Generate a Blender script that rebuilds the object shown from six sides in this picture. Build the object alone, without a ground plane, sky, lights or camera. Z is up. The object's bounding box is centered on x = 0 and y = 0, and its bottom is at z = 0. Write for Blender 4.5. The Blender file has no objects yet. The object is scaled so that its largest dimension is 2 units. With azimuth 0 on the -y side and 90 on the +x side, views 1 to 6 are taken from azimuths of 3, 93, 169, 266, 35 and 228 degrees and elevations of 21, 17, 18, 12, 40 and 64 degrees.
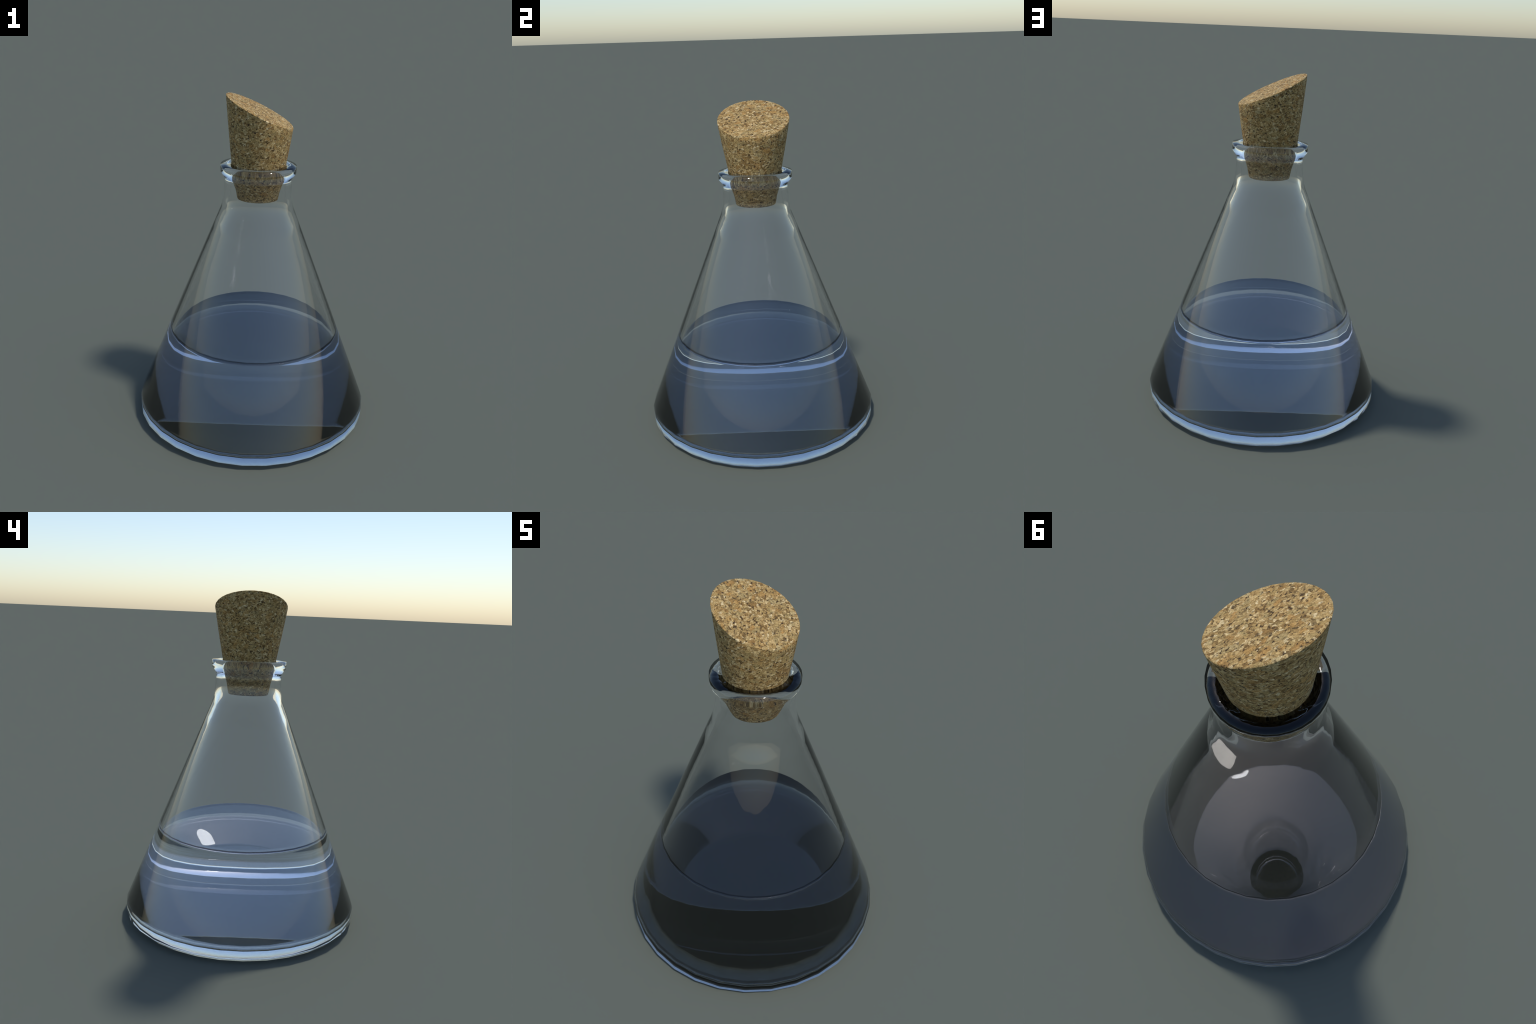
"""Conical laboratory flask of clear glass, part-filled with a pale blue liquid,
closed by a tapered agglomerated-cork stopper with a slanted top."""
import math
import bpy
import bmesh

SEGMENTS = 32            # the glass is turned in 32 flat-ish facets, smooth shaded
CORK_SEGMENTS = 32
WALL = 0.034             # horizontal wall thickness of the cone
LEVEL = 0.566            # height of the liquid surface
FLOOR = 0.065            # height of the inside of the base
CHAMFER = 0.038          # top of the bevel round the foot
CORNER = 0.097           # where the foot turns into the cone
# height and lean in degrees of the inside shading (the true slope is 21.8)
INNER_LEAN = ((0.08, 18.0), (0.24, 19.3), (0.40, 20.2), (1.00, 20.2), (1.26, 19.2))
BEND = 0.115             # the foot's shading rolls into the cone up to here
OVERLAP = 0.008          # how far the liquid reaches into the glass


# ------------------------------------------------------------------ helpers
def new_object(name, bm, parent, material, smooth_angle=None):
    mesh = bpy.data.meshes.new(name)
    bmesh.ops.recalc_face_normals(bm, faces=bm.faces)
    bm.to_mesh(mesh)
    bm.free()
    for p in mesh.polygons:
        p.use_smooth = True
    if smooth_angle is not None:
        mesh.set_sharp_from_angle(angle=math.radians(smooth_angle))
    obj = bpy.data.objects.new(name, mesh)
    bpy.context.scene.collection.objects.link(obj)
    obj.parent = parent
    mesh.materials.append(material)
    return obj


def revolve(profile, segments, closed):
    """Turn a list of (radius, height) round the z axis.  Points with radius 0
    become poles; a closed profile joins its last ring to its first."""
    bm = bmesh.new()
    rings = []
    for r, z in profile:
        if r < 1e-6:
            rings.append([bm.verts.new((0, 0, z))])
        else:
            rings.append([bm.verts.new((r * math.cos(k * math.tau / segments),
                                        r * math.sin(k * math.tau / segments), z))
                          for k in range(segments)])
    pairs = list(zip(rings, rings[1:]))
    if closed:
        pairs.append((rings[-1], rings[0]))
    for a, b in pairs:
        if len(a) == 1 and len(b) == 1:
            continue
        for k in range(segments):
            j = (k + 1) % segments
            if len(a) == 1:
                bm.faces.new((a[0], b[k], b[j]))
            elif len(b) == 1:
                bm.faces.new((a[k], a[j], b[0]))
            else:
                bm.faces.new((a[k], a[j], b[j], b[k]))
    return bm


def node(tree, kind, **settings):
    n = tree.nodes.new(kind)
    for key, value in settings.items():
        if key in n.inputs:
            n.inputs[key].default_value = value
        else:
            setattr(n, key, value)
    return n


def new_material(name):
    m = bpy.data.materials.new(name)
    m.use_nodes = True
    return m, m.node_tree, m.node_tree.nodes["Principled BSDF"]


def roll_inner_shading(obj):
    """Inside the cone the shading leans away from the true slope towards the
    rounded bottom corner, custom vertex normals bent to shape the sky reflections and dark sides."""
    mesh = obj.data
    normals = [v.normal.copy() for v in mesh.vertices]
    for v in mesh.vertices:
        r, z = math.hypot(v.co.x, v.co.y), v.co.z
        if FLOOR + 0.02 < z < 1.25 and 0 < r < cone_radius(z) - 0.5 * WALL:
            (z0, a0), (z1, a1) = next(p for p in zip(INNER_LEAN, INNER_LEAN[1:]) if z <= p[1][0])
            tilt = math.radians(a0 + (a1 - a0) * (z - z0) / (z1 - z0))
            normals[v.index] = (-v.co.x / r * math.cos(tilt), -v.co.y / r * math.cos(tilt), -math.sin(tilt))
    mesh.normals_split_custom_set_from_vertices(normals)


# ---------------------------------------------------------------- materials
def glass_material():
    m, t, p = new_material("clear_glass")
    p.inputs["Base Color"].default_value = (1.0, 1.0, 1.0, 1)
    p.inputs["Roughness"].default_value = 0.0
    p.inputs["IOR"].default_value = 1.45
    p.inputs["Transmission Weight"].default_value = 1.0
    return m


def liquid_material():
    m, t, p = new_material("pale_blue_liquid")
    p.inputs["Base Color"].default_value = (0.83, 0.88, 0.955, 1)
    p.inputs["Roughness"].default_value = 0.0
    p.inputs["IOR"].default_value = 1.45
    p.inputs["Transmission Weight"].default_value = 1.0
    return m


def cork_material():
    """Pressed cork: flattened granules, each its own shade, with dark gaps and pale chips."""
    m, t, p = new_material("agglomerated_cork")
    link = t.links.new
    coord = node(t, "ShaderNodeTexCoord")
    wob = node(t, "ShaderNodeTexNoise", Scale=38.0, Detail=2.0)
    link(coord.outputs["Object"], wob.inputs["Vector"])
    push = node(t, "ShaderNodeVectorMath", operation="MULTIPLY_ADD")
    link(wob.outputs["Color"], push.inputs[0])
    push.inputs[1].default_value = (0.022, 0.022, 0.022)
    link(coord.outputs["Object"], push.inputs[2])
    flat = node(t, "ShaderNodeMapping")
    flat.inputs["Rotation"].default_value = (0, math.radians(-13), 0)
    flat.inputs["Scale"].default_value = (1.0, 0.85, 1.35)
    link(push.outputs[0], flat.inputs["Vector"])

    def granules(scale):
        v = node(t, "ShaderNodeTexVoronoi", Scale=scale, Randomness=1.0)
        link(flat.outputs[0], v.inputs["Vector"])
        sep = node(t, "ShaderNodeSeparateColor")
        link(v.outputs["Color"], sep.inputs[0])
        return v, sep

    def ramp(fac, stops):
        r = node(t, "ShaderNodeValToRGB")
        e = r.color_ramp.elements
        for k, (pos, col) in enumerate(stops):
            el = e[k] if k < 2 else e.new(pos)
            el.position, el.color = pos, (*col, 1)
        link(fac, r.inputs["Fac"])
        return r.outputs["Color"]

    def mix(kind, fac, a, b):
        n = node(t, "ShaderNodeMix", data_type="RGBA", blend_type=kind)
        for value, socket in ((fac, n.inputs[0]), (a, n.inputs[6]), (b, n.inputs[7])):
            if isinstance(value, (int, float)):
                socket.default_value = value
            elif isinstance(value, tuple):
                socket.default_value = (*value, 1)
            else:
                link(value, socket)
        return n.outputs[2]

    small, small_c = granules(88.0)
    big, big_c = granules(40.0)
    shades = [(0.0, (0.13, 0.075, 0.026)), (0.14, (0.29, 0.175, 0.062)), (0.36, (0.46, 0.295, 0.110)),
              (0.62, (0.57, 0.385, 0.160)), (0.86, (0.71, 0.520, 0.250)), (1.0, (0.86, 0.690, 0.410))]
    fine = ramp(small_c.outputs[0], shades)
    large = ramp(big_c.outputs[1], [(0.0, (0.31, 0.18, 0.06)), (0.2, (0.53, 0.30, 0.095)), (0.45, (0.49, 0.33, 0.125)), (0.8, (0.45, 0.325, 0.135)), (1.0, (0.60, 0.46, 0.23))])
    pick = ramp(big_c.outputs[2], [(0.0, (0.15, 0.15, 0.15)), (0.62, (0.25, 0.25, 0.25)), (0.74, (0.8, 0.8, 0.8)), (1.0, (0.85, 0.85, 0.85))])
    colour = mix("MIX", pick, fine, large)
    # grain inside each granule
    grain = node(t, "ShaderNodeTexNoise", Scale=160.0, Detail=4.0, Roughness=0.65)
    link(flat.outputs[0], grain.inputs["Vector"])
    colour = mix("MULTIPLY", 1.0, colour, ramp(grain.outputs["Fac"], [(0.28, (0.50, 0.48, 0.43)), (0.74, (1.28, 1.28, 1.26))]))
    # dark pits where granules meet
    pits = node(t, "ShaderNodeTexNoise", Scale=85.0, Detail=2.5, Roughness=0.6)
    link(flat.outputs[0], pits.inputs["Vector"])
    pit_mask = ramp(pits.outputs["Fac"], [(0.34, (1, 1, 1)), (0.45, (0, 0, 0))])
    colour = mix("MIX", pit_mask, colour, (0.065, 0.038, 0.018))
    seam = node(t, "ShaderNodeTexVoronoi", Scale=88.0, feature="DISTANCE_TO_EDGE")
    link(flat.outputs[0], seam.inputs["Vector"])
    seam_mask = ramp(seam.outputs["Distance"], [(0.0, (0.62, 0.58, 0.52)), (0.09, (1, 1, 1))])
    colour = mix("MULTIPLY", 1.0, colour, seam_mask)
    link(colour, p.inputs["Base Color"])
    p.inputs["Roughness"].default_value = 0.85
    p.inputs["Specular IOR Level"].default_value = 0.25
    height = node(t, "ShaderNodeMath", operation="SUBTRACT")
    link(grain.outputs["Fac"], height.inputs[0])
    link(pit_mask, height.inputs[1])
    bump = node(t, "ShaderNodeBump", Strength=0.5, Distance=0.004)
    link(height.outputs[0], bump.inputs["Height"])
    link(bump.outputs[0], p.inputs["Normal"])
    return m


# ------------------------------------------------------------------ profiles
def cone_radius(z):
    """Outer radius of the straight cone at a height."""
    return 0.7155 - (z - CORNER) * 0.4005


def cone_rings(top, bottom, count):
    return [top + (bottom - top) * k / (count - 1) for k in range(count)]


def outer_profile():
    """From the middle of the base out, up the cone and neck, to the lip."""
    base = [(0.0, 0.0), (0.655, 0.0), (0.676, 0.0), (0.7145, CHAMFER), (0.7155, CORNER)]
    cone = [(cone_radius(z), z) for z in cone_rings(BEND, 1.300, 20)]
    neck = [
        (0.2175, 1.340), (0.2085, 1.368), (0.2025, 1.400), (0.1980, 1.440), (0.1960, 1.480), (0.1955, 1.520),
        (0.2000, 1.530), (0.2215, 1.558), (0.2215, 1.599),
    ]
    return base + cone + neck


def inner_profile():
    """From the lip down to the middle of the floor: the outside moved in by the wall."""
    neck = [
        (0.1605, 1.604), (0.1605, 1.592),
        (0.1605, 1.490), (0.1615, 1.455), (0.1650, 1.420), (0.1730, 1.380), (0.1855, 1.340),
    ]
    low = FLOOR + 0.030
    cone = [(cone_radius(z) - WALL, z) for z in cone_rings(1.300, 0.40, 20) + [low + 0.06, low + 0.008, low]]
    r = cone_radius(low) - WALL
    floor = [(r + 0.001, low - 0.004), (r - 0.010, FLOOR + 0.005), (r - 0.022, FLOOR), (r - 0.040, FLOOR), (0.0, FLOOR)]
    return neck + cone + floor


def liquid_profile():
    """The liquid bites a little into the glass, so the two read as one body."""
    low, f = FLOOR + 0.030, FLOOR - 0.003
    side = [(cone_radius(z) - WALL + OVERLAP, z) for z in [LEVEL - 0.006, LEVEL - 0.014] + cone_rings(0.52, 0.40, 3) + [low + 0.06, low + 0.008, low]]
    r = cone_radius(low) - WALL + OVERLAP
    floor = [(r + 0.001, low - 0.004), (r - 0.010, f + 0.005), (r - 0.022, f), (r - 0.040, f), (0.0, f)]
    w = cone_radius(LEVEL) - WALL + OVERLAP
    top = [(0.0, LEVEL), (w - 0.060, LEVEL), (w - 0.030, LEVEL + 0.0008), (w - 0.012, LEVEL + 0.0028), (w - 0.004, LEVEL + 0.0030)]
    return top + side + floor


def build_cork(parent, material):
    """Round below, its widest ring swung 25 degrees about the y axis."""
    bm = bmesh.new()
    tilt, top_r, top_z = math.radians(25.0), 0.2135, 1.9100
    def top_ring(f, drop=0.0):
        pts = []
        for k in range(CORK_SEGMENTS):
            a = k * math.tau / CORK_SEGMENTS
            x, y = f * top_r * math.cos(a), f * top_r * math.sin(a)
            pts.append((x * math.cos(tilt) - drop * math.sin(tilt), y, top_z - x * math.sin(tilt) - drop * math.cos(tilt)))
        return pts
    def flat_ring(r, z):
        return [(r * math.cos(k * math.tau / CORK_SEGMENTS), r * math.sin(k * math.tau / CORK_SEGMENTS), z) for k in range(CORK_SEGMENTS)]
    mid, top = flat_ring(0.1575, 1.596), top_ring(1.0, 0.004)
    rings = [flat_ring(0.112, 1.400), flat_ring(0.118, 1.403), flat_ring(0.121, 1.41), mid]
    for i in range(1, 6):
        f = i / 6
        bulge = 1 + 0.007 * math.sin(math.pi * f)
        rings.append([((a[0] * (1 - f) + b[0] * f) * bulge, (a[1] * (1 - f) + b[1] * f) * bulge, a[2] * (1 - f) + b[2] * f) for a, b in zip(mid, top)])
    rings += [top, top_ring(0.988, 0.0008), top_ring(0.97)]
    vs = [[bm.verts.new(p) for p in ring] for ring in rings]
    for a, b in zip(vs, vs[1:]):
        for k in range(CORK_SEGMENTS):
            j = (k + 1) % CORK_SEGMENTS
            bm.faces.new((a[k], a[j], b[j], b[k]))
    bm.faces.new(vs[0][::-1])
    bm.faces.new(vs[-1])
    return new_object("cork_stopper", bm, parent, material, 40)


# --------------------------------------------------------------------- build
flask = bpy.data.objects.new("corked_flask", None)
bpy.context.scene.collection.objects.link(flask)
flask["label"] = "conical glass flask half filled with bluish liquid, slanted cork stopper"
flask["category"] = "glass flask"

glass = new_object("glass_body", revolve(outer_profile() + inner_profile(), SEGMENTS, False), flask, glass_material(), None)
roll_inner_shading(glass)
new_object("liquid", revolve(liquid_profile(), SEGMENTS, False), flask, liquid_material(), None)
build_cork(flask, cork_material())
